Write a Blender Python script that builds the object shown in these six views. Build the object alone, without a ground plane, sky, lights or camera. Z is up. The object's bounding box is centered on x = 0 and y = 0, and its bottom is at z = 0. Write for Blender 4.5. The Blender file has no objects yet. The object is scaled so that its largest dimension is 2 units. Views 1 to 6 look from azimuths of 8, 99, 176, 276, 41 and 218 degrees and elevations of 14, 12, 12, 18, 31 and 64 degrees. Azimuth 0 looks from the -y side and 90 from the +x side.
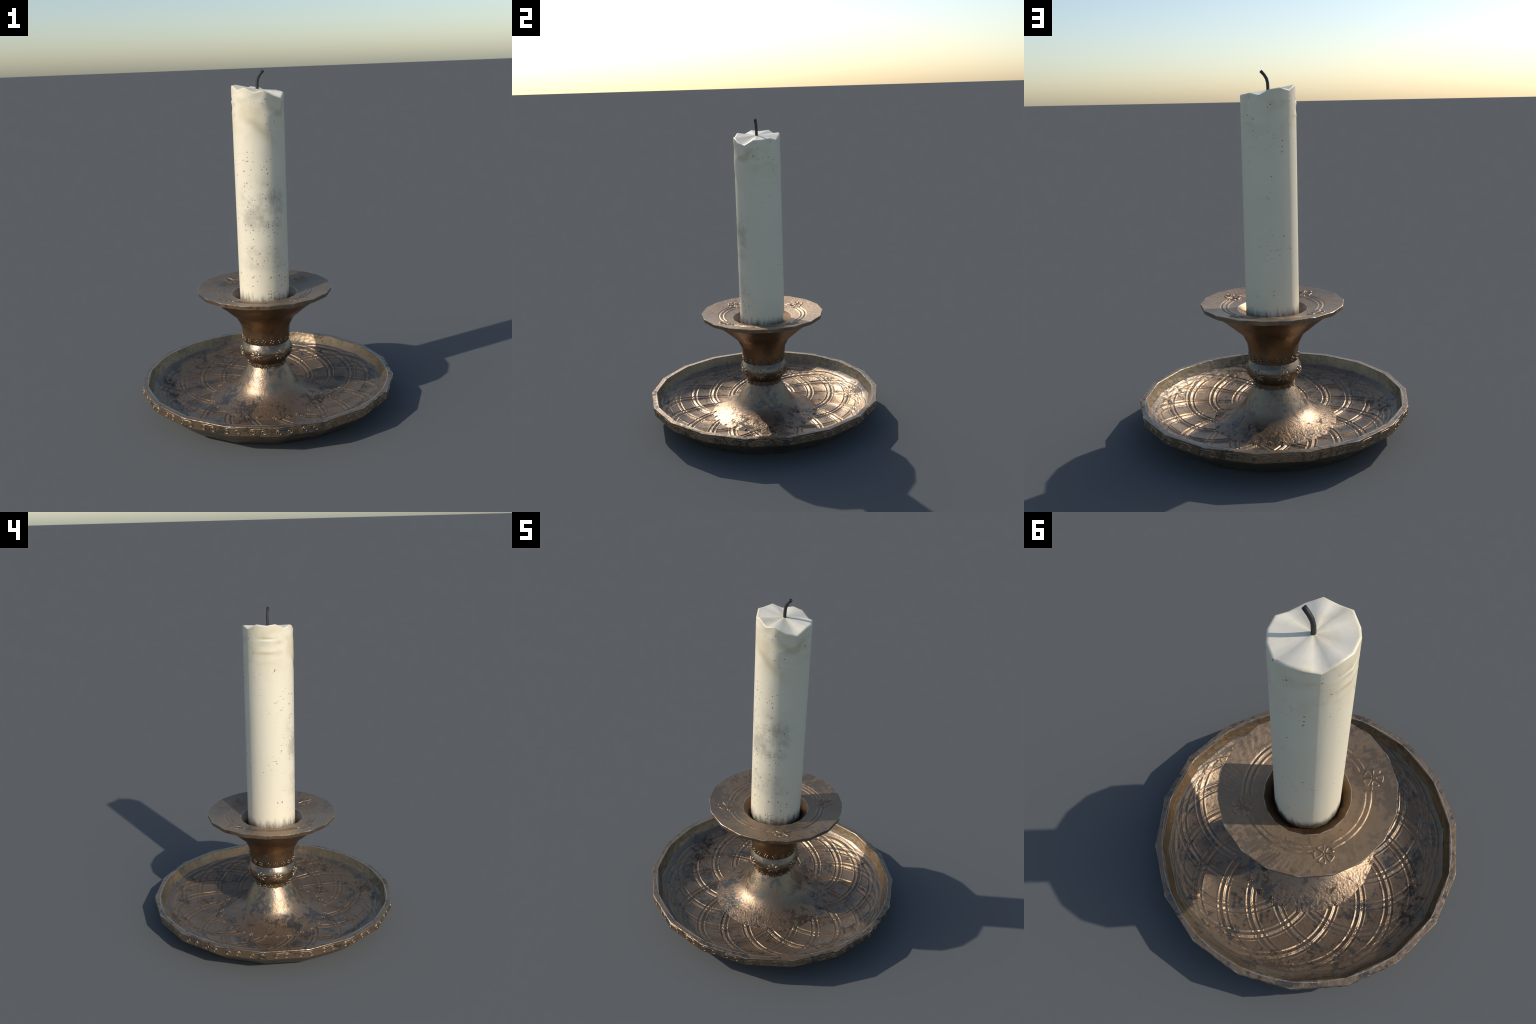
import bpy, math
import numpy as np
from mathutils import noise as mnoise, Vector

TAU = 2 * math.pi
SIDES = 18                      # the metal is turned as an 18-sided lathe body
STEP = TAU / SIDES
rng = np.random.default_rng(11)

# ------------------------------------------------------------------ helpers
def poly_factor(theta, sides=SIDES):
    """radius factor that turns a circle into a regular polygon with a corner at angle 0"""
    st = TAU / sides
    return math.cos(st / 2) / np.cos(np.mod(theta, st) - st / 2)

def link(ob, parent=None):
    bpy.context.scene.collection.objects.link(ob)
    if parent is not None:
        ob.parent = parent
    return ob

def mesh_object(name, verts, faces, mat, parent=None, normals=None, smooth=True):
    me = bpy.data.meshes.new(name)
    verts = np.asarray(verts, float)
    faces = np.asarray(faces, dtype=np.int64)
    if faces.ndim == 2:
        k = faces.shape[1]
        me.vertices.add(len(verts))
        me.vertices.foreach_set("co", verts.astype(np.float32).ravel())
        me.loops.add(faces.size)
        me.loops.foreach_set("vertex_index", faces.astype(np.int32).ravel())
        me.polygons.add(len(faces))
        me.polygons.foreach_set("loop_start", np.arange(0, faces.size, k, dtype=np.int32))
        me.update(calc_edges=True)
    me.validate()
    me.polygons.foreach_set("use_smooth", np.full(len(me.polygons), smooth))
    me.materials.append(mat)
    if normals is not None and len(me.vertices) == len(normals):
        me.normals_split_custom_set_from_vertices([tuple(n) for n in normals])
    me.update()
    return link(bpy.data.objects.new(name, me), parent)

def grid_faces(rows, cols, base=0, wrap=True, flip=False):
    i = np.arange(rows - 1)[:, None]
    j = np.arange(cols if wrap else cols - 1)[None, :]
    j2 = (j + 1) % cols
    a = i * cols + j; b = i * cols + j2; c = (i + 1) * cols + j2; d = (i + 1) * cols + j
    f = np.stack([a, b, c, d], -1).reshape(-1, 4) + base
    return f[:, ::-1] if flip else f

def grid_normals(G, wrap=True):
    """G rows x cols x 3, theta runs along cols"""
    if wrap:
        dt = np.roll(G, -1, 1) - np.roll(G, 1, 1)
    else:
        dt = np.gradient(G, axis=1)
    dr = np.gradient(G, axis=0)
    n = np.cross(dt, dr)
    return n / np.maximum(np.linalg.norm(n, axis=-1, keepdims=True), 1e-12)

def resample(points, count, smooth):
    """sample a profile polyline by arc length; smooth=True rounds it with a spline"""
    p = np.asarray(points, float)
    seg = np.linalg.norm(np.diff(p, axis=0), axis=1)
    s = np.concatenate([[0], np.cumsum(seg)])
    t = np.linspace(0, s[-1], count)
    if not smooth or len(p) < 3:
        return np.stack([np.interp(t, s, p[:, 0]), np.interp(t, s, p[:, 1])], -1)
    m = np.zeros_like(p)
    d = np.diff(p, axis=0) / seg[:, None]
    m[1:-1] = (d[:-1] * seg[1:, None] + d[1:] * seg[:-1, None]) / (seg[1:] + seg[:-1])[:, None]
    m[0] = 1.5 * d[0] - .5 * m[1]; m[-1] = 1.5 * d[-1] - .5 * m[-2]
    k = np.clip(np.searchsorted(s, t, side='right') - 1, 0, len(seg) - 1)
    h = seg[k][:, None]; u = ((t - s[k]) / seg[k])[:, None]
    return ((2*u**3 - 3*u**2 + 1) * p[k] + (u**3 - 2*u**2 + u) * h * m[k]
            + (-2*u**3 + 3*u**2) * p[k+1] + (u**3 - u**2) * h * m[k+1])

class Lathe:
    """lofts profile strips round the z axis; every strip is smooth, joints between strips are crisp.
    positions follow the faceted (polygonal) body, normals the round body, as on a smooth-shaded casting"""
    def __init__(self, sides=SIDES):
        self.v, self.n, self.f, self.count, self.sides = [], [], [], 0, sides
    def strip(self, profile, rows, per_side, relief=None, outward=True, facet=True):
        cols = self.sides * per_side
        th = np.arange(cols) * TAU / cols
        L = resample(profile, rows, False)
        S = resample(profile, rows, True)
        cs = np.stack([np.cos(th), np.sin(th)], -1)
        pf = poly_factor(th, self.sides) if facet else np.ones(cols)
        def body(pr, fac):
            R = pr[:, 0][:, None] * fac[None, :]
            return np.stack([R * cs[:, 0], R * cs[:, 1], np.repeat(pr[:, 1][:, None], cols, 1)], -1)
        P = body(L, pf); Q = body(S, np.ones(cols))
        N = grid_normals(Q)
        if not outward:
            N = -N
        if relief is not None:
            h = relief(P, th)[..., None]
            Q = Q + N * h
            P = P + N * h
            N = grid_normals(Q)
            if not outward:
                N = -N
        self.v.append(P.reshape(-1, 3)); self.n.append(N.reshape(-1, 3))
        self.f.append(grid_faces(rows, cols, self.count, True, flip=not outward))
        self.count += rows * cols
        return self
    def build(self, name, mat, parent):
        return mesh_object(name, np.concatenate(self.v), np.concatenate(self.f), mat, parent,
                           np.concatenate(self.n))

def dome_patch(length, width, height, n_r=5, n_a=14, rim=0.0, wedge=False):
    """small raised petal lying on (u, v), pointing to +u, its root at u=0; returns (u,v,h) and faces"""
    V, F = [], []
    for i in range(n_r + 1):
        r = i / n_r
        for j in range(n_a):
            a = TAU * j / n_a
            taper = .55 + .45 * (math.cos(a) * r + 1) / 2 * 1.3
            u = length * (.5 + .5 * r * math.cos(a))
            v = width * .5 * r * math.sin(a) * taper
            if wedge:
                v *= .35 + 1.0 * (u / length) ** .8
                u -= length * .10 * max(0, math.cos(a)) ** 6 * r
            h = height * (1 - r * r) ** .6 if rim == 0 else height * (
                (1 - rim) * (1 - r * r) + rim * math.exp(-((r - .72) / .2) ** 2) * 1.2)
            if i == n_r:
                h = -.004
            V.append((u, v, h))
    for i in range(n_r):
        for j in range(n_a):
            a, b = i * n_a + j, i * n_a + (j + 1) % n_a
            F.append((a, a + n_a, b + n_a, b))
    return V, F

def rotate_uv(V, ang, du=0, dv=0, scale=1):
    c, s = math.cos(ang), math.sin(ang)
    return [((u * c - v * s) * scale + du, (u * s + v * c) * scale + dv, h) for u, v, h in V]

def join_patches(patches):
    V, F = [], []
    for pv, pf in patches:
        o = len(V)
        V += pv
        F += [tuple(k + o for k in f) for f in pf]
    return V, F

def wall_map(theta0, z0, radius_at):
    """map u (round the body), v (up), h (out) on an upright faceted wall"""
    def m(u, v, h):
        z = z0 + v
        R0 = radius_at(z)
        th = theta0 + u / R0
        R = R0 * float(poly_factor(np.array(th))) + h
        return (R * math.cos(th), R * math.sin(th), z)
    return m

def floor_map(theta0, r0, height_at):
    """map u (outward), v (round), h (up) on a level faceted face"""
    def m(u, v, h):
        x, y = r0 + u, v
        c, s = math.cos(theta0), math.sin(theta0)
        X, Y = x * c - y * s, x * s + y * c
        rr = math.hypot(X, Y) / float(poly_factor(np.array(math.atan2(Y, X))))
        return (X, Y, height_at(rr) + h)
    return m

def tube_patch(path, radius, sides=7, taper=True):
    """half sunk bead along a (u, v) path"""
    p = np.asarray(path, float)
    t = np.gradient(p, axis=0)
    t /= np.maximum(np.linalg.norm(t, axis=1, keepdims=True), 1e-9)
    nrm = np.stack([-t[:, 1], t[:, 0]], -1)
    V, F = [], []
    for i in range(len(p)):
        k = i / (len(p) - 1)
        r = radius * (min(1, 8 * k + .3) * min(1, 8 * (1 - k) + .3) if taper else 1)
        for j in range(sides):
            a = math.pi * j / (sides - 1)
            q = p[i] + nrm[i] * r * math.cos(a)
            V.append((q[0], q[1], r * math.sin(a) - .0008))
    for i in range(len(p) - 1):
        for j in range(sides - 1):
            a = i * sides + j
            F.append((a, a + sides, a + sides + 1, a + 1))
    return V, F

# ------------------------------------------------------------------ materials
class Nodes:
    def __init__(self, name):
        self.mat = bpy.data.materials.new(name)
        self.mat.use_nodes = True
        self.t = self.mat.node_tree
        self.t.nodes.clear()
        self.out = self.new('ShaderNodeOutputMaterial')
        self.bsdf = self.new('ShaderNodeBsdfPrincipled')
        self.t.links.new(self.bsdf.outputs[0], self.out.inputs[0])
        self.co = self.new('ShaderNodeTexCoord').outputs['Object']
    def new(self, kind, **kw):
        n = self.t.nodes.new(kind)
        for k, v in kw.items():
            setattr(n, k, v)
        return n
    def put(self, sock, val):
        if isinstance(val, bpy.types.NodeSocket):
            self.t.links.new(val, sock)
        elif val is not None:
            sock.default_value = val
    def math(self, op, a, b=None, c=None, clamp=False):
        n = self.new('ShaderNodeMath', operation=op, use_clamp=clamp)
        for i, x in enumerate((a, b, c)):
            self.put(n.inputs[i], x)
        return n.outputs[0]
    def mapping(self, vec, scale=(1, 1, 1), loc=(0, 0, 0)):
        n = self.new('ShaderNodeMapping')
        self.put(n.inputs['Vector'], vec)
        n.inputs['Scale'].default_value = scale
        n.inputs['Location'].default_value = loc
        return n.outputs[0]
    def noise(self, vec, scale, detail=4, rough=.55, dist=0):
        n = self.new('ShaderNodeTexNoise')
        self.put(n.inputs['Vector'], vec)
        n.inputs['Scale'].default_value = scale
        n.inputs['Detail'].default_value = detail
        n.inputs['Roughness'].default_value = rough
        n.inputs['Distortion'].default_value = dist
        return n.outputs['Fac']
    def voronoi(self, vec, scale, feature='F1', rand=1):
        n = self.new('ShaderNodeTexVoronoi', feature=feature)
        self.put(n.inputs['Vector'], vec)
        n.inputs['Scale'].default_value = scale
        n.inputs['Randomness'].default_value = rand
        return n
    def smooth(self, x, lo, hi, invert=False):
        n = self.new('ShaderNodeMapRange', interpolation_type='SMOOTHSTEP')
        self.put(n.inputs['Value'], x)
        n.inputs['From Min'].default_value = lo
        n.inputs['From Max'].default_value = hi
        n.inputs['To Min'].default_value = 1 if invert else 0
        n.inputs['To Max'].default_value = 0 if invert else 1
        return n.outputs[0]
    def mix(self, fac, a, b):
        n = self.new('ShaderNodeMix', data_type='RGBA')
        self.put(n.inputs[0], fac)
        self.put(n.inputs[6], a if isinstance(a, bpy.types.NodeSocket) else (*a, 1))
        self.put(n.inputs[7], b if isinstance(b, bpy.types.NodeSocket) else (*b, 1))
        return n.outputs[2]
    def lerp(self, fac, a, b):
        n = self.new('ShaderNodeMix', data_type='FLOAT')
        self.put(n.inputs[0], fac); self.put(n.inputs[2], a); self.put(n.inputs[3], b)
        return n.outputs[0]
    def xyz(self, vec):
        n = self.new('ShaderNodeSeparateXYZ')
        self.put(n.inputs[0], vec)
        return n.outputs
    def bump(self, height, strength, distance, normal=None):
        n = self.new('ShaderNodeBump')
        n.inputs['Strength'].default_value = strength
        n.inputs['Distance'].default_value = distance
        self.put(n.inputs['Height'], height)
        if normal is not None:
            self.put(n.inputs['Normal'], normal)
        return n.outputs[0]
    def polar(self):
        """radius, angle and height of the shading point about the z axis"""
        x, y, z = self.xyz(self.co)
        r = self.math('SQRT', self.math('ADD', self.math('MULTIPLY', x, x), self.math('MULTIPLY', y, y)))
        return r, self.math('ARCTAN2', y, x), z

BROWN = (.325, .224, .141)
SLATE = (.182, .152, .118)
RUST = (.070, .046, .026)
SILVER = (.27, .215, .145)
COPPER = (.225, .132, .070)

def bronze(name, brown=.5, rust=.0, silver=.0, copper=.0, pits=0.3, edge=None, rough=.42, rust_at=None,
           silver_at=None, slate=SLATE, grime=None, lattice=False, tarnish=False, brown_met=.84):
    """tarnished bronze: brown patina in ragged patches over slate grey metal,
    rust crusts, bare silvery and coppery areas, pale lines along the edges"""
    N = Nodes(name)
    big = N.noise(N.co, 6.5, 10, .72, .3)
    fine = N.noise(N.co, 38, 6, .65)
    streak = N.noise(N.mapping(N.co, (1, 1, .35)), 60, 3, .6)
    patch = N.math('ADD', N.math('MULTIPLY', big, .62), N.math('MULTIPLY', fine, .38))
    m_brown = N.smooth(patch, .62 - .24 * brown - .018, .62 - .24 * brown + .03)
    col = N.mix(m_brown, slate, BROWN)
    tone = N.noise(N.co, 14, 5, .6)
    col = N.mix(N.math('MULTIPLY', N.smooth(tone, .4, .72), .35), col, (.23, .155, .10))
    rgh = N.lerp(m_brown, rough - .04, rough + .04)
    met = N.lerp(m_brown, .9, brown_met)
    r, ang, z = N.polar()
    if silver:
        m = N.smooth(N.noise(N.co, 7.5, 6, .6, .5), .62 - .3 * silver, .70 - .25 * silver)
        if silver_at:
            m = N.math('MULTIPLY', m, N.smooth(z, silver_at[0], silver_at[1]))
        col = N.mix(m, col, SILVER)
        rgh = N.lerp(m, rgh, .36)
        met = N.lerp(m, met, .95)
    if copper:
        m = N.smooth(N.noise(N.co, 6.5, 7, .66, .4), .62 - .3 * copper, .72 - .3 * copper)
        speck = N.smooth(N.noise(N.co, 230, 2, .5), .60, .68)
        col = N.mix(m, col, COPPER)
        col = N.mix(N.math('MULTIPLY', N.math('MULTIPLY', speck, m), .6), col, (.36, .19, .08))
        rgh = N.lerp(m, rgh, .38)
    if rust:
        ragged = N.noise(N.co, 30, 10, .8, .3)
        zone = N.noise(N.co, 4.2, 2, .5)
        m = N.smooth(N.math('ADD', N.math('MULTIPLY', ragged, .6), N.math('MULTIPLY', zone, .4)),
                     .66 - .16 * rust, .69 - .16 * rust)
        if rust_at:
            m = N.math('MULTIPLY', m, N.smooth(r, rust_at[0], rust_at[1]))
        col = N.mix(m, col, RUST)
        rgh = N.lerp(m, rgh, .62)
        met = N.lerp(m, met, .35)
    if grime:
        # dark dirt caught in a band of heights
        g = N.math('MULTIPLY', N.smooth(z, grime[0], grime[0] + .02), N.smooth(z, grime[1] - .035, grime[1], True))
        g = N.math('MULTIPLY', g, N.smooth(N.noise(N.co, 22, 6, .7), .34, .56))
        col = N.mix(N.math('MULTIPLY', g, .9), col, (.12, .075, .04))
        rgh = N.lerp(g, rgh, .5)
    if tarnish:
        # olive tarnish on the inner wall above a dark ring of old soot
        wob = N.math('MULTIPLY', N.math('SUBTRACT', N.noise(N.co, 24, 6, .7), .5), .05)
        zz = N.math('ADD', z, wob)
        inner = N.math('MULTIPLY', N.smooth(r, .665, .69), N.smooth(r, .735, .7375, True))
        soot = N.math('MULTIPLY', inner, N.smooth(zz, .112, .135, True))
        col = N.mix(N.math('MULTIPLY', soot, .6), col, (.15, .13, .105))
        oliv = N.math('MULTIPLY', N.math('MULTIPLY', inner, N.smooth(zz, .118, .134)), N.smooth(N.noise(N.co, 17, 6, .7), .32, .62))
        col = N.mix(N.math('MULTIPLY', oliv, .75), col, (.215, .170, .098))
        crust = N.math('MULTIPLY', inner, N.smooth(N.noise(N.mapping(N.co, (1, 1, .5)), 45, 5, .7), .56, .64))
        col = N.mix(N.math('MULTIPLY', crust, .35), col, (.11, .08, .05))
    if lattice:
        # dark brown colour drawn along the engraved lines
        line_dark = None
        for k in range(LAT_N):
            a = LAT_PH + TAU * k / LAT_N
            flat = N.new('ShaderNodeVectorMath', operation='MULTIPLY')
            N.put(flat.inputs[0], N.co); flat.inputs[1].default_value = (1, 1, 0)
            dv = N.new('ShaderNodeVectorMath', operation='DISTANCE')
            N.put(dv.inputs[0], flat.outputs[0])
            dv.inputs[1].default_value = (LAT_C[0] + LAT_D * math.cos(a), LAT_C[1] + LAT_D * math.sin(a), 0)
            q = N.math('ABSOLUTE', N.math('SUBTRACT', dv.outputs['Value'], LAT_R))
            q = N.math('MINIMUM', N.math('ABSOLUTE', N.math('SUBTRACT', q, .0255)), q)
            line_dark = q if line_dark is None else N.math('MINIMUM', line_dark, q)
        st = N.math('MULTIPLY', N.smooth(line_dark, .0006, .0030, True), N.smooth(r, .70, .708, True))
        st = N.math('MULTIPLY', st, N.smooth(N.noise(N.co, 11, 6, .7), .30, .60))
        col = N.mix(N.math('MULTIPLY', st, .5), col, (.10, .064, .036))
        rgh = N.lerp(st, rgh, .55)
    if edge:
        edge_pale = None
        for (er, ez, w) in edge:
            d = N.math('SQRT', N.math('ADD', N.math('POWER', N.math('SUBTRACT', z, ez), 2),
                                      N.math('POWER', N.math('SUBTRACT', r, er), 2)))
            k = N.smooth(N.math('ADD', d, N.math('MULTIPLY', fine, w * 1.6)), w * 1.0, w * 1.5, True)
            edge_pale = k if edge_pale is None else N.math('MAXIMUM', edge_pale, k)
        col = N.mix(N.math('MULTIPLY', edge_pale, .85), col, (.50, .455, .395))
        rgh = N.lerp(edge_pale, rgh, .36)
    N.put(N.bsdf.inputs['Base Color'], col)
    N.put(N.bsdf.inputs['Roughness'], rgh)
    N.put(N.bsdf.inputs['Metallic'], met)
    b = N.bump(fine, .35, .006 * (.5 + pits))
    grain = N.noise(N.co, 150, 3, .6)
    b = N.bump(grain, .25, .0025 * (.5 + pits), b)
    N.put(N.bsdf.inputs['Normal'], b)
    return N.mat

def wax_material():
    N = Nodes('wax')
    r, ang, z = N.polar()
    base = N.mix(N.noise(N.co, 4, 3), (.80, .70, .515), (.84, .755, .575))
    fresh = N.smooth(r, .128, .142, True)
    base = N.mix(N.math('MULTIPLY', fresh, .75), base, (.80, .725, .59))
    on_side0 = N.smooth(r, .138, .143)
    # yellow stains where the wax has run near the top
    top = N.smooth(z, 1.50, 1.80)
    st = N.math('MULTIPLY', N.smooth(N.noise(N.mapping(N.co, (1, 1, 1.4)), 9, 3, .5, .8), .40, .78), top)
    base = N.mix(N.math('MULTIPLY', st, .55), base, (.64, .52, .29))
    # wax runs: yellowed streaks lying in the creases (angle, height, half widths, slope, strength)
    for a0, z0, wa, wz, sl, amt in ((-78, 1.672, 30, .036, -.13, .55), (-44, 1.772, 22, .022, -.05, .6),
                                    (-14, 1.785, 11, .024, .12, .6), (180, 1.757, 26, .010, .0, .55),
                                    (180, 1.838, 20, .0045, .0, .8), (-150, 1.815, 9, .012, .0, .5)):
        da = N.math('SUBTRACT', N.math('WRAP', N.math('SUBTRACT', ang, math.radians(a0)), math.pi, -math.pi), 0)
        ua = N.math('DIVIDE', da, math.radians(wa))
        uz = N.math('DIVIDE', N.math('SUBTRACT', N.math('SUBTRACT', z, z0), N.math('MULTIPLY', da, sl)), wz)
        q = N.math('ADD', N.math('MULTIPLY', ua, ua), N.math('MULTIPLY', uz, uz))
        g = N.math('MULTIPLY', N.math('MULTIPLY', N.math('EXPONENT', N.math('MULTIPLY', q, -1.0)), amt), on_side0)
        base = N.mix(g, base, (.52, .42, .235))
    # grey smudges on the middle of the front
    band = N.math('MAXIMUM', N.math('MULTIPLY', N.smooth(z, 1.07, 1.16), N.smooth(z, 1.28, 1.44, True)),
                  N.math('MULTIPLY', N.math('MULTIPLY', N.smooth(z, .84, .90), N.smooth(z, .95, 1.03, True)), .6))
    front = N.smooth(N.math('COSINE', N.math('SUBTRACT', ang, math.radians(-78))), .35, .95)
    sm = N.smooth(N.noise(N.co, 9, 9, .74, 0), .38, .62)
    smudge = N.math('MULTIPLY', N.math('MULTIPLY', band, front), sm)
    base = N.mix(N.math('MULTIPLY', smudge, .66), base, (.33, .295, .225))
    # dark specks, thicker on the front
    vor = N.voronoi(N.co, 66)
    size = N.math('MULTIPLY', N.xyz(vor.outputs['Color'])[0], .27)
    on_side = N.smooth(r, .138, .143)
    spot = N.smooth(N.math('SUBTRACT', vor.outputs['Distance'], size), .02, .10, True)
    where = N.noise(N.co, 7, 4, .65)
    dens = N.math('ADD', where, N.math('MULTIPLY', N.math('MULTIPLY', front, N.smooth(z, 1.5, 1.6, True)), .16))
    pick = N.smooth(N.math('ADD', dens, N.math('MULTIPLY', N.xyz(vor.outputs['Color'])[1], .30)), .785, .86)
    base = N.mix(N.math('MULTIPLY', N.math('MULTIPLY', N.math('MULTIPLY', spot, pick), on_side), .8), base, (.11, .10, .075))
    # short level scratches
    cyl = N.new('ShaderNodeCombineXYZ')
    N.put(cyl.inputs[0], N.math('MULTIPLY', ang, 1.6)); N.put(cyl.inputs[1], N.math('MULTIPLY', z, 42))
    scr = N.smooth(N.noise(cyl.outputs[0], 2.6, 3, .6), .61, .67)
    scrz = N.math('MULTIPLY', N.smooth(z, .75, .95), N.smooth(z, 1.5, 1.6, True))
    scrz = N.math('MULTIPLY', scrz, N.smooth(N.noise(N.co, 3.3, 2), .50, .60))
    scrz = N.math('MULTIPLY', scrz, N.math('SUBTRACT', 1.0, N.math('MULTIPLY', front, .85)))
    base = N.mix(N.math('MULTIPLY', N.math('MULTIPLY', scr, scrz), .6), base, (.22, .215, .19))
    # grime creeping up from the socket
    stk = N.new('ShaderNodeCombineXYZ')
    N.put(stk.inputs[0], N.math('MULTIPLY', N.math('COSINE', ang), 3.2))
    N.put(stk.inputs[1], N.math('MULTIPLY', N.math('SINE', ang), 3.2)); N.put(stk.inputs[2], N.math('MULTIPLY', z, 5))
    lift = N.math('MULTIPLY', N.noise(stk.outputs[0], 1.7, 5, .68), .17)
    gr = N.smooth(N.math('SUBTRACT', z, lift), .562, .640, True)
    base = N.mix(N.math('MULTIPLY', gr, .88), base, (.085, .085, .06))
    # hairline radial seams in the burnt top
    saw = N.math('ABSOLUTE', N.math('SUBTRACT', N.math('FRACT', N.math('ADD', N.math('DIVIDE', ang, TAU / 16), .5)), .5))
    arc = N.math('MULTIPLY', N.math('MULTIPLY', saw, TAU / 16), r)
    seam = N.math('MULTIPLY', N.smooth(arc, .0006, .0016, True),
                  N.math('MULTIPLY', N.smooth(r, .130, .138, True), N.smooth(N.noise(N.co, 30, 2), .42, .5)))
    base = N.mix(N.math('MULTIPLY', seam, .5), base, (.90, .83, .62))
    N.put(N.bsdf.inputs['Base Color'], base)
    N.bsdf.inputs['Roughness'].default_value = .42
    N.bsdf.inputs['Specular IOR Level'].default_value = .4
    b = N.bump(N.noise(N.mapping(N.co, (1, 1, .3)), 22, 4, .55), .12, .01)
    N.put(N.bsdf.inputs['Normal'], b)
    return N.mat

def wick_material():
    N = Nodes('charred_cotton')
    c = N.mix(N.noise(N.co, 120, 3), (.012, .013, .014), (.035, .034, .033))
    N.put(N.bsdf.inputs['Base Color'], c)
    N.bsdf.inputs['Roughness'].default_value = .6
    return N.mat

def plain(name, col, rough):
    N = Nodes(name)
    N.bsdf.inputs['Base Color'].default_value = (*col, 1)
    N.bsdf.inputs['Roughness'].default_value = rough
    return N.mat

# ------------------------------------------------------------------ proportions
RIM_Z, RIM_R, RIM_IN = .174, .770, .736
WALL_BOTTOM = (.766, .121)
FOOT_R, FOOT_Z = .620, .004
FLOOR = [(.350, .020), (.45, .0205), (.52, .028), (.57, .042), (.62, .060), (.66, .079), (.70, .104), (.713, .116)]
CONE = [(.1145, .240), (.138, .200), (.168, .147), (.196, .103), (.262, .056), (.315, .0355), (.362, .020)]
COLLAR = [(.1145, .266), (.153, .306), (.1595, .345), (.1395, .392)]
NECK = [(.1395, .392), (.143, .435), (.149, .488), (.178, .547), (.262, .619), (.33, .672), (.385, .700)]
PAN_R, PAN_Z, HOLE_R, HOLE_Z, SEAT_Z = .405, .726, .197, .690, .638

def floor_height(r):
    p = np.asarray(FLOOR); return float(np.interp(r, p[:, 0], p[:, 1]))
def pan_height(r):
    return HOLE_Z + (r - HOLE_R) * (PAN_Z - HOLE_Z) / (PAN_R - HOLE_R)
def along(profile):
    p = sorted(profile, key=lambda q: q[1])
    zz = [q[1] for q in p]; rr = [q[0] for q in p]
    return lambda z: float(np.interp(z, zz, rr))

# engraved lattice: centre, ring distance, circle radius, number, phase, half gap of the bead pair
LAT_C, LAT_D, LAT_R, LAT_N, LAT_PH, LAT_W = (.0217, -.0058), .320, .352, 14, math.radians(11.6), .0155
# ------------------------------------------------------------------ relief rules
def lattice_relief(P, th):
    """guilloche of fourteen overlapping circles, each a double bead between grooves"""
    x, y = P[..., 0] - LAT_C[0], P[..., 1] - LAT_C[1]
    up = np.zeros(x.shape); dn = np.zeros(x.shape)
    for k in range(LAT_N):
        a = LAT_PH + TAU * k / LAT_N
        s = np.hypot(x - LAT_D * math.cos(a), y - LAT_D * math.sin(a)) - LAT_R
        ridge = np.exp(-((np.abs(s) - LAT_W) / .0052) ** 4)
        groove = np.exp(-(s / .0046) ** 2) + .55 * np.exp(-((np.abs(s) - .0255) / .0034) ** 2)
        up = np.maximum(up, ridge); dn = np.maximum(dn, groove)
    R = np.hypot(P[..., 0], P[..., 1])
    fade = np.clip((.715 - R) / .02, 0, 1)
    worn = .55 + .45 * np.clip((.66 - R) / .09, 0, 1)
    return (.0028 * up - .0028 * dn) * fade * worn

def pan_relief(P, th):
    """broken pair of chased arcs between the four blossoms, faint radial hammer veins"""
    R = np.hypot(P[..., 0], P[..., 1]); A = np.arctan2(P[..., 1], P[..., 0])
    q = np.abs(np.mod(A - math.radians(48.5) + math.pi / 4, math.pi / 2) - math.pi / 4)
    on = 1 / (1 + np.exp(-(q - math.radians(11.5)) / .012))
    line = (np.exp(-((R - .289) / .0045) ** 2) - .8 * np.exp(-((R - .281) / .005) ** 2)
            - np.exp(-((R - .256) / .0045) ** 2) + .5 * np.exp(-((R - .265) / .005) ** 2))
    veins = (np.sin(A * 23 + 9 * np.sin(A * 5 + R * 11)) * np.sin(A * 41 + R * 31)
             * np.clip((R - .31) / .03, 0, 1))
    return .0030 * on * line + .0004 * veins

def lumpy(scale, amp, lo=None, hi=None):
    def f(P, th):
        flat = P.reshape(-1, 3)
        h = np.array([mnoise.fractal(Vector(p) * scale, .7, 2.1, 4) for p in flat]).reshape(P.shape[:-1])
        w = 1.0
        if lo is not None:
            w = np.clip((np.hypot(P[..., 0], P[..., 1]) - lo) / (hi - lo), 0, 1)
        return amp * h * w
    return f

# ------------------------------------------------------------------ the holder
holder = link(bpy.data.objects.new('candle_holder', None))
holder.empty_display_size = .2
holder["label"] = "tarnished bronze chamberstick with engraved dish and flared socket"
holder["category"] = "candle holder"

m_dish = bronze('dish_bronze', brown=.68, rust=.66, pits=.45, rough=.37, lattice=True, tarnish=True,
                edge=[(RIM_R - .002, RIM_Z, .0052), (RIM_IN, RIM_Z, .0045)], rust_at=(.34, .42))
m_cone = bronze('pedestal_bronze', brown=.66, rust=.68, silver=.4, pits=.75, rough=.38, rust_at=(.19, .26),
                silver_at=(.06, .16))
m_collar = bronze('collar_bronze', brown=.45, silver=.35, pits=.35, rough=.36, grime=(.235, .34))
m_neck = bronze('socket_bronze', brown=.5, copper=.8, rust=.45, pits=.3, rough=.42, grime=(.385, .445), brown_met=.8)
m_pan = bronze('drip_pan_bronze', brown=.60, copper=.05, pits=.5, rough=.47, slate=(.275, .198, .132),
               edge=[(PAN_R - .002, PAN_Z, .005), (HOLE_R, HOLE_Z, .004)])
m_orn = bronze('ornament_bronze', brown=.6, silver=.3, pits=.1, rough=.40)

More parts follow.
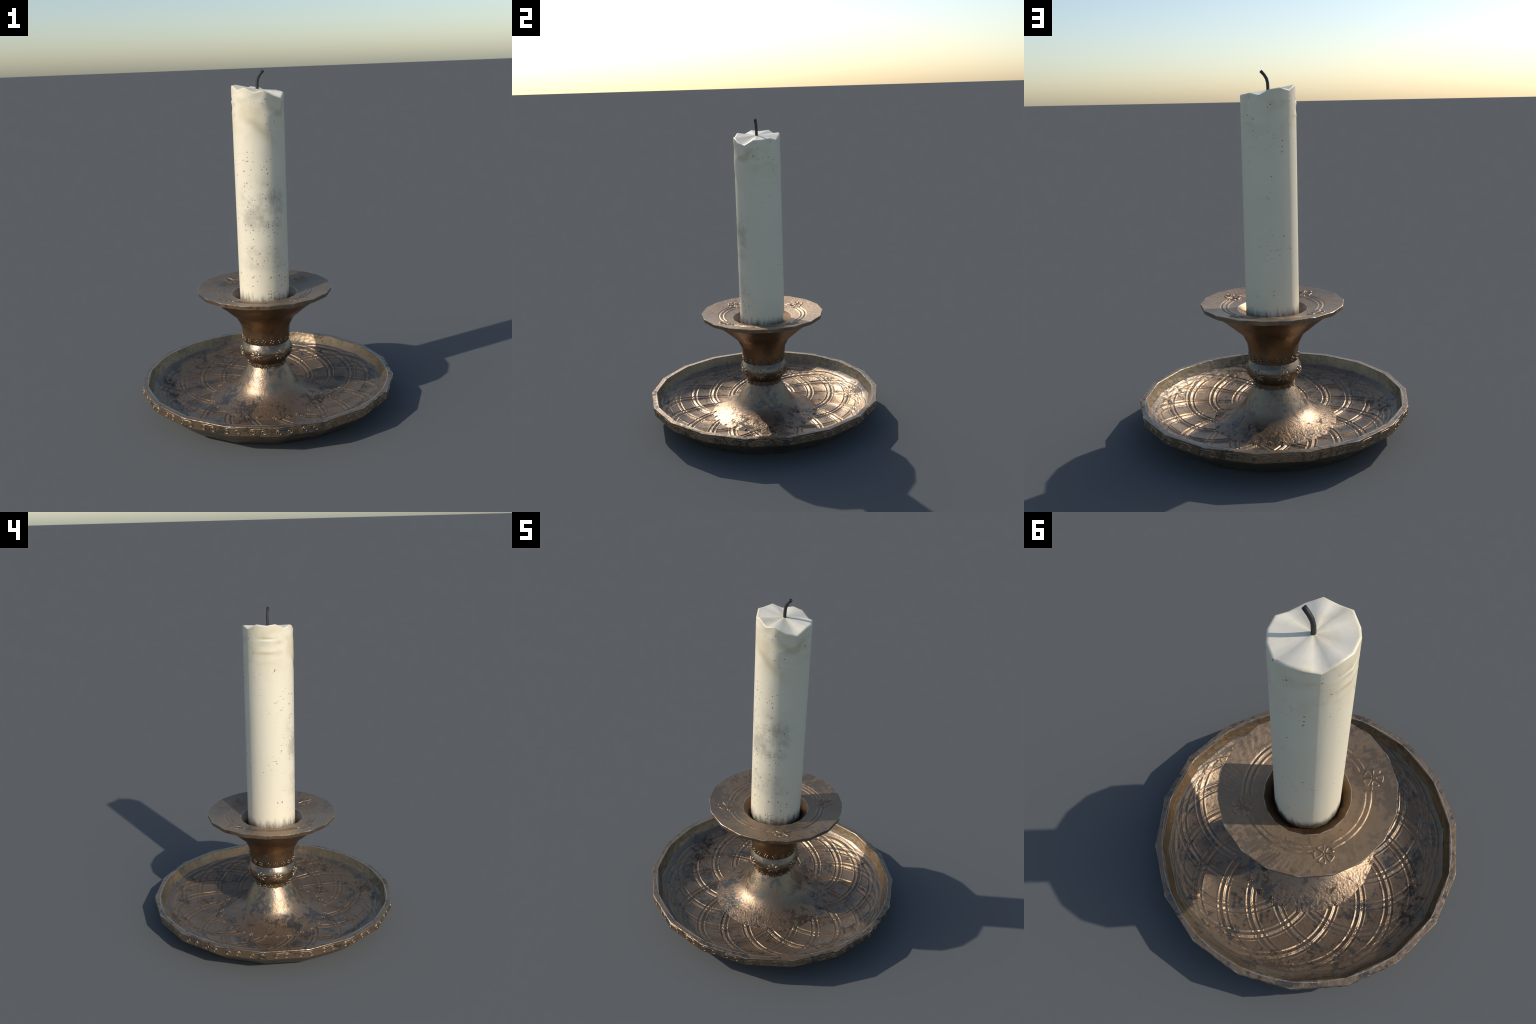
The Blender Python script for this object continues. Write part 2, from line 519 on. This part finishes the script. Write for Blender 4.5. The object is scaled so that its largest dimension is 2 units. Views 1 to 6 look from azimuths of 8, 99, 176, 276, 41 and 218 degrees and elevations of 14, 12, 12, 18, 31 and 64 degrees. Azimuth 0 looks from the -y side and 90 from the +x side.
# dish: engraved floor, upright lip, sloping underside on a flat foot
ragged = lumpy(40, .0011)
d = Lathe()
d.strip(FLOOR, 180, 100, lattice_relief, outward=True)
d.strip([(.713, .116), (.7255, .143), (RIM_IN, RIM_Z - .002)], 14, 24, ragged)
d.strip([(RIM_IN, RIM_Z - .002), (RIM_IN + .002, RIM_Z)], 3, 24, ragged)
d.strip([(RIM_IN + .002, RIM_Z), (RIM_R - .002, RIM_Z)], 6, 24, ragged)
d.strip([(RIM_R - .002, RIM_Z), (RIM_R, RIM_Z - .002)], 3, 24, ragged)
d.strip([(RIM_R, RIM_Z - .002), WALL_BOTTOM], 10, 24)
d.strip([WALL_BOTTOM, (.70, .065), (FOOT_R, FOOT_Z)], 12, 24)
d.strip([(FOOT_R, FOOT_Z), (.3, 0), (.004, 0)], 6, 24)
# (the floor, lip and rim run outward, so their grids already face up and in)
dish = d.build('dish', m_dish, holder)

# scroll ornaments: pairs of volutes joined by a bar, all round the lip
def volute_path():
    def spiral(side):
        pts = []
        for k in range(46):
            t = k / 45
            a = math.pi / 2 + side * (1 - t) * TAU * 1.55
            r = .0034 + .0142 * t
            pts.append((side * -.0285 + r * math.cos(a), -.0045 + r * math.sin(a)))
        return pts
    left = spiral(1)
    right = spiral(-1)[::-1]
    bar = [(left[-1][0] + (right[0][0] - left[-1][0]) * k / 10, left[-1][1] + .0008 * math.sin(math.pi * k / 10))
           for k in range(1, 10)]
    return left + bar + right
VOL = tube_patch(volute_path(), .0036, 7)
wall_r = along([WALL_BOTTOM, (RIM_R, RIM_Z)])
for k in range(34):
    th = math.radians(-108.5 + 360 / 34 * k)
    m = wall_map(th, .1475 + rng.normal(0, .0008), wall_r)
    mesh_object('scroll_ornament', [m(u, v, h) for u, v, h in VOL[0]], VOL[1], m_orn, dish)

# pedestal: trumpet foot with pitted skirt
ped = Lathe()
pit = lumpy(95, .0010, .20, .30)
ped.strip(CONE[::-1], 110, 32, pit, outward=False)
pedestal = ped.build('pedestal', m_cone, holder)

# collar: bulged ring between pedestal and socket
col = Lathe()
col.strip([(.1145, .240), (.1145, .266)], 4, 24, None, outward=False)
col.strip(COLLAR, 26, 24, None, outward=False)
collar = col.build('collar', m_collar, holder)

# socket: flared cup
soc = Lathe()
soc.strip(NECK, 50, 24, lumpy(14, .0014), outward=False)
soc.strip([(HOLE_R, HOLE_Z - .002), (.151, SEAT_Z)], 10, 16, None, outward=True)
soc.strip([(.151, SEAT_Z), (.003, SEAT_Z)], 4, 16, None, outward=True)
socket = soc.build('socket', m_neck, holder)

pan = Lathe()
pan.strip([(HOLE_R, HOLE_Z - .002), (HOLE_R + .002, HOLE_Z)], 3, 24)
pan.strip([(HOLE_R + .002, HOLE_Z), (.30, pan_height(.30)), (PAN_R - .002, PAN_Z)], 70, 56, pan_relief)
pan.strip([(PAN_R - .002, PAN_Z), (PAN_R, PAN_Z - .002)], 3, 24, ragged)
pan.strip([(PAN_R, PAN_Z - .002), (PAN_R - .003, .703)], 6, 24, ragged)
pan.strip([(PAN_R - .003, .703), (.385, .700)], 3, 24)
drip_pan = pan.build('drip_pan', m_pan, holder)

# blossoms: a ring of separate petals round a button
def blossom(petals, length, width, height, button, start=0., squarish=0., rim=0.):
    parts = []
    for k in range(petals):
        pv, pf = dome_patch(length, width, height, 7 if rim else 5, 20 if rim else 14, rim=rim, wedge=rim > 0)
        pv = [(u + button * .6, v, h) for u, v, h in pv]
        parts.append((rotate_uv(pv, start + TAU * k / petals), pf))
    bv, bf = dome_patch(button * 2, button * 2, height * 1.1, 3, 8)
    parts.append(([(u - button, v, h) for u, v, h in bv], bf))
    return parts

def lay(name, patches, m, mat, parent, kind=None):
    V, F = join_patches(patches)
    ob = mesh_object(name, [m(*q) for q in V], F, mat, parent)
    if kind:
        ob["kind"] = kind
    return ob

for k in range(4):
    th = math.radians(48.5 + 90 * k)
    parts = blossom(5, .050, .046, .0034, .006, start=math.radians(36 + 8 * k), rim=.8)
    for side in (1, -1):
        pv, pf = dome_patch(.030, .011, .004)
        parts.append((rotate_uv(pv, side * math.radians(110), -.012, side * .030), pf))
    lay('blossom', parts, floor_map(th, .302, pan_height), m_pan, drip_pan)

collar_r = along(COLLAR)
for deg in (-163, -106.5, -49, 1, 52, 106, 154):
    parts = blossom(8, .034, .0165, .0050, .0048, start=math.pi / 2)
    def squash(patches):
        return [([(u * 1.15, v * 1.0, h) for u, v, h in pv], pf) for pv, pf in patches]
    lay('daisy', squash(parts), wall_map(math.radians(deg), .331, collar_r), m_orn, collar)

cone_h = lambda r: float(np.interp(r, [q[0] for q in CONE], [q[1] for q in CONE]))
for k in range(27):
    th = math.radians(-132 + 360 / 27 * k + rng.normal(0, 1.2))
    k2 = rng.uniform(.7, 1.15)
    parts = blossom(6, .0135 * k2, .0080 * k2, .0036 * k2, .003 * k2, start=rng.uniform(0, TAU))
    lay('rosette', parts, floor_map(th, .345 + rng.normal(0, .004), cone_h), m_cone, pedestal)

# clover studs: clusters of beads round the foot of the socket and the waist
def clover_row(name, count, z, radius, size, mat, parent, phase):
    parts = []
    for k in range(count):
        th = math.radians(phase) + TAU * k / count + rng.normal(0, .02)
        m = wall_map(th, z + rng.normal(0, .0012), radius)
        tw = rng.uniform(0, TAU)
        for j in range(4):
            a = tw + TAU * j / 4
            pv, pf = dome_patch(size, size, size * .55, 4, 8)
            parts.append(([m(u - size / 2 + size * .72 * math.cos(a), v + size * .72 * math.sin(a), h) for u, v, h in pv], pf))
    V, F = join_patches(parts)
    ob = mesh_object(name, V, F, mat, parent)
    ob["kind"] = "stuff"
clover_row('clover_studs', 18, .417, along(NECK), .0138, m_orn, socket, -7)
clover_row('clover_studs', 18, .249, along(CONE + [(.1145, .266)]), .0125, m_orn, pedestal, -2)

# ------------------------------------------------------------------ the candle
candle = link(bpy.data.objects.new('candle', None))
candle.location = (0, 0, 0)
candle["label"] = "cream wax candle, burnt uneven top, specked and stained"
candle["category"] = "candle"

m_wax = wax_material()
CS = 16                                         # the wax column has sixteen flats
CR, BASE_Z, CENTRE_Z = .1500, SEAT_Z + .001, 1.893
# crown height at each corner, counter-clockwise from +x
CROWN = [1.872, 1.873, 1.880, 1.866, 1.896, 1.906, 1.893, 1.920,
         1.912, 1.920, 1.893, 1.907, 1.878, 1.888, 1.857, 1.840]
def crown(th):
    return np.interp(np.mod(th, TAU), np.arange(CS + 1) * TAU / CS, CROWN + CROWN[:1])

def wax_relief(TH, Z):
    """runs and creases below the burnt edge: (angle, height, angular width, height width, depth, slope)"""
    h = np.zeros(TH.shape)
    marks = [(180, 1.838, 16, .0055, -.0028, 0), (180, 1.824, 16, .010, .0022, 0), (178, 1.790, 22, .018, -.002, 0),
             (182, 1.758, 20, .010, .0016, 0), (-50, 1.800, 18, .030, -.0034, .03), (-36, 1.768, 18, .016, .0020, -.04),
             (-14, 1.790, 12, .020, -.0022, -.08), (-66, 1.72, 10, .06, .0026, 0), (-80, 1.66, 26, .030, -.0030, .12),
             (-92, 1.71, 22, .030, .0022, .12), (-118, 1.85, 16, .024, .0022, 0), (-85, 1.84, 12, .024, -.0026, 0),
             (-68, 1.86, 8, .03, .0024, 0)]
    for a, z, wa, wz, amp, slope in marks:
        da = (TH - math.radians(a) + math.pi) % TAU - math.pi
        h += amp * np.exp(-(da / math.radians(wa)) ** 2 - ((Z - z + slope * da) / wz) ** 2)
    return h

cols, rows = CS * 16, 190
th = np.arange(cols) * TAU / cols
v = np.linspace(0, 1, rows) ** .8
top = crown(th) - .006
Z = BASE_Z + .004 + v[:, None] * (top - BASE_Z - .004)[None, :]
TH = np.repeat(th[None, :], rows, 0)
H = wax_relief(TH, Z)
pf = poly_factor(th, CS)[None, :]
side = np.stack([(CR * pf + H) * np.cos(TH), (CR * pf + H) * np.sin(TH), Z], -1)
rnd = np.stack([(CR + H) * np.cos(TH), (CR + H) * np.sin(TH), Z], -1)
nrm = -grid_normals(rnd)
nrm = np.where((np.sum(nrm[..., :2] * rnd[..., :2], -1) < 0)[..., None], -nrm, nrm)
V = [side.reshape(-1, 3)]; NN = [nrm.reshape(-1, 3)]
F = [grid_faces(rows, cols)]
base = rows * cols
# soft burnt edge and the shallow fan of the top: sixteen plain facets with blended normals
CC = CS * 2
ct = np.arange(CC) * TAU / CC
cpf = poly_factor(ct, CS)
ring_r = [1.0, .985, .93, .5, .06]
K = len(ring_r)
cap = np.zeros((K, CC, 3))
ch = wax_relief(ct, crown(ct))
for i, f in enumerate(ring_r):
    lower = (.006, .0016, 0, .0, 0)[i]
    zc = CENTRE_Z + (crown(ct) - CENTRE_Z) * f - lower
    rr = CR * cpf * f + (ch if i < 2 else 0)
    cap[i] = np.stack([rr * np.cos(ct), rr * np.sin(ct), zc], -1)
cn = grid_normals(cap)
cn = np.where(cn[..., 2:3] < 0, -cn, cn)
out = np.stack([np.cos(ct), np.sin(ct), 0 * ct], -1)
cn[3] = cn[3] * .8 + np.array([0, 0, .2]); cn[2] = cn[3]; cn[0] = out * .9 + cn[3] * .45; cn[1] = out * .55 + cn[3] * .8
cn[4] = cn[4] * .6 + np.array([0, 0, .4])
cn /= np.linalg.norm(cn, axis=-1, keepdims=True)
V.append(cap.reshape(-1, 3)); NN.append(cn.reshape(-1, 3)); F.append(grid_faces(K, CC, base))
base += K * CC
# foot of the column
foot = np.stack([np.stack([CR * f * poly_factor(th, CS) * np.cos(th), CR * f * poly_factor(th, CS) * np.sin(th),
                           np.full(cols, z)], -1) for f, z in ((.05, BASE_Z), (.97, BASE_Z), (1, BASE_Z + .004))])
fn = np.zeros_like(foot); fn[..., 2] = -1
V.append(foot.reshape(-1, 3)); NN.append(fn.reshape(-1, 3)); F.append(grid_faces(3, cols, base))
wax = mesh_object('wax_body', np.concatenate(V), np.concatenate(F), m_wax, candle, np.concatenate(NN))

# wick: bent eight-sided cord
WICK = [(0, 0, 1.870), (0, 0, 1.905), (.0012, 0, 1.932), (.0062, 0, 1.953), (.0185, 0, 1.9735), (.0375, 0, 1.9935)]
WR, WS = .0092, 8
Vw, Fw = [], []
pts = np.array(WICK); tan = np.gradient(pts, axis=0); tan /= np.linalg.norm(tan, axis=1, keepdims=True)
for i, p in enumerate(pts):
    side_v = np.array([0, 1., 0]); up_v = np.cross(tan[i], side_v)
    for j in range(WS):
        a = TAU * (j + .5) / WS
        Vw.append(p + WR * (side_v * math.cos(a) + up_v * math.sin(a)))
Fw = grid_faces(len(pts), WS).tolist()
tip = len(Vw)
Vw.append(pts[-1] + tan[-1] * .001)
me = bpy.data.meshes.new('wick')
last = (len(pts) - 1) * WS
me.from_pydata([tuple(p) for p in Vw], [], Fw + [(last + j, last + (j + 1) % WS, tip) for j in range(WS)])
me.materials.append(wick_material())
for i, p in enumerate(me.polygons):
    p.use_smooth = len(p.vertices) == 4
wick = link(bpy.data.objects.new('wick', me), candle)
# pale fleck of ash on the burnt end
Va, Fa = dome_patch(.0034, .0034, .0012, 3, 8)
e1 = np.cross(tan[-1], [0, 1., 0])
mesh_object('ash_fleck', [tuple(pts[-1] + tan[-1] * (.0012 + max(h, -.001)) + e1 * (u - .0045) + np.array([0, v - .001, 0]))
                          for u, v, h in Va], Fa, plain('ash', (.45, .40, .32), .8), wick)
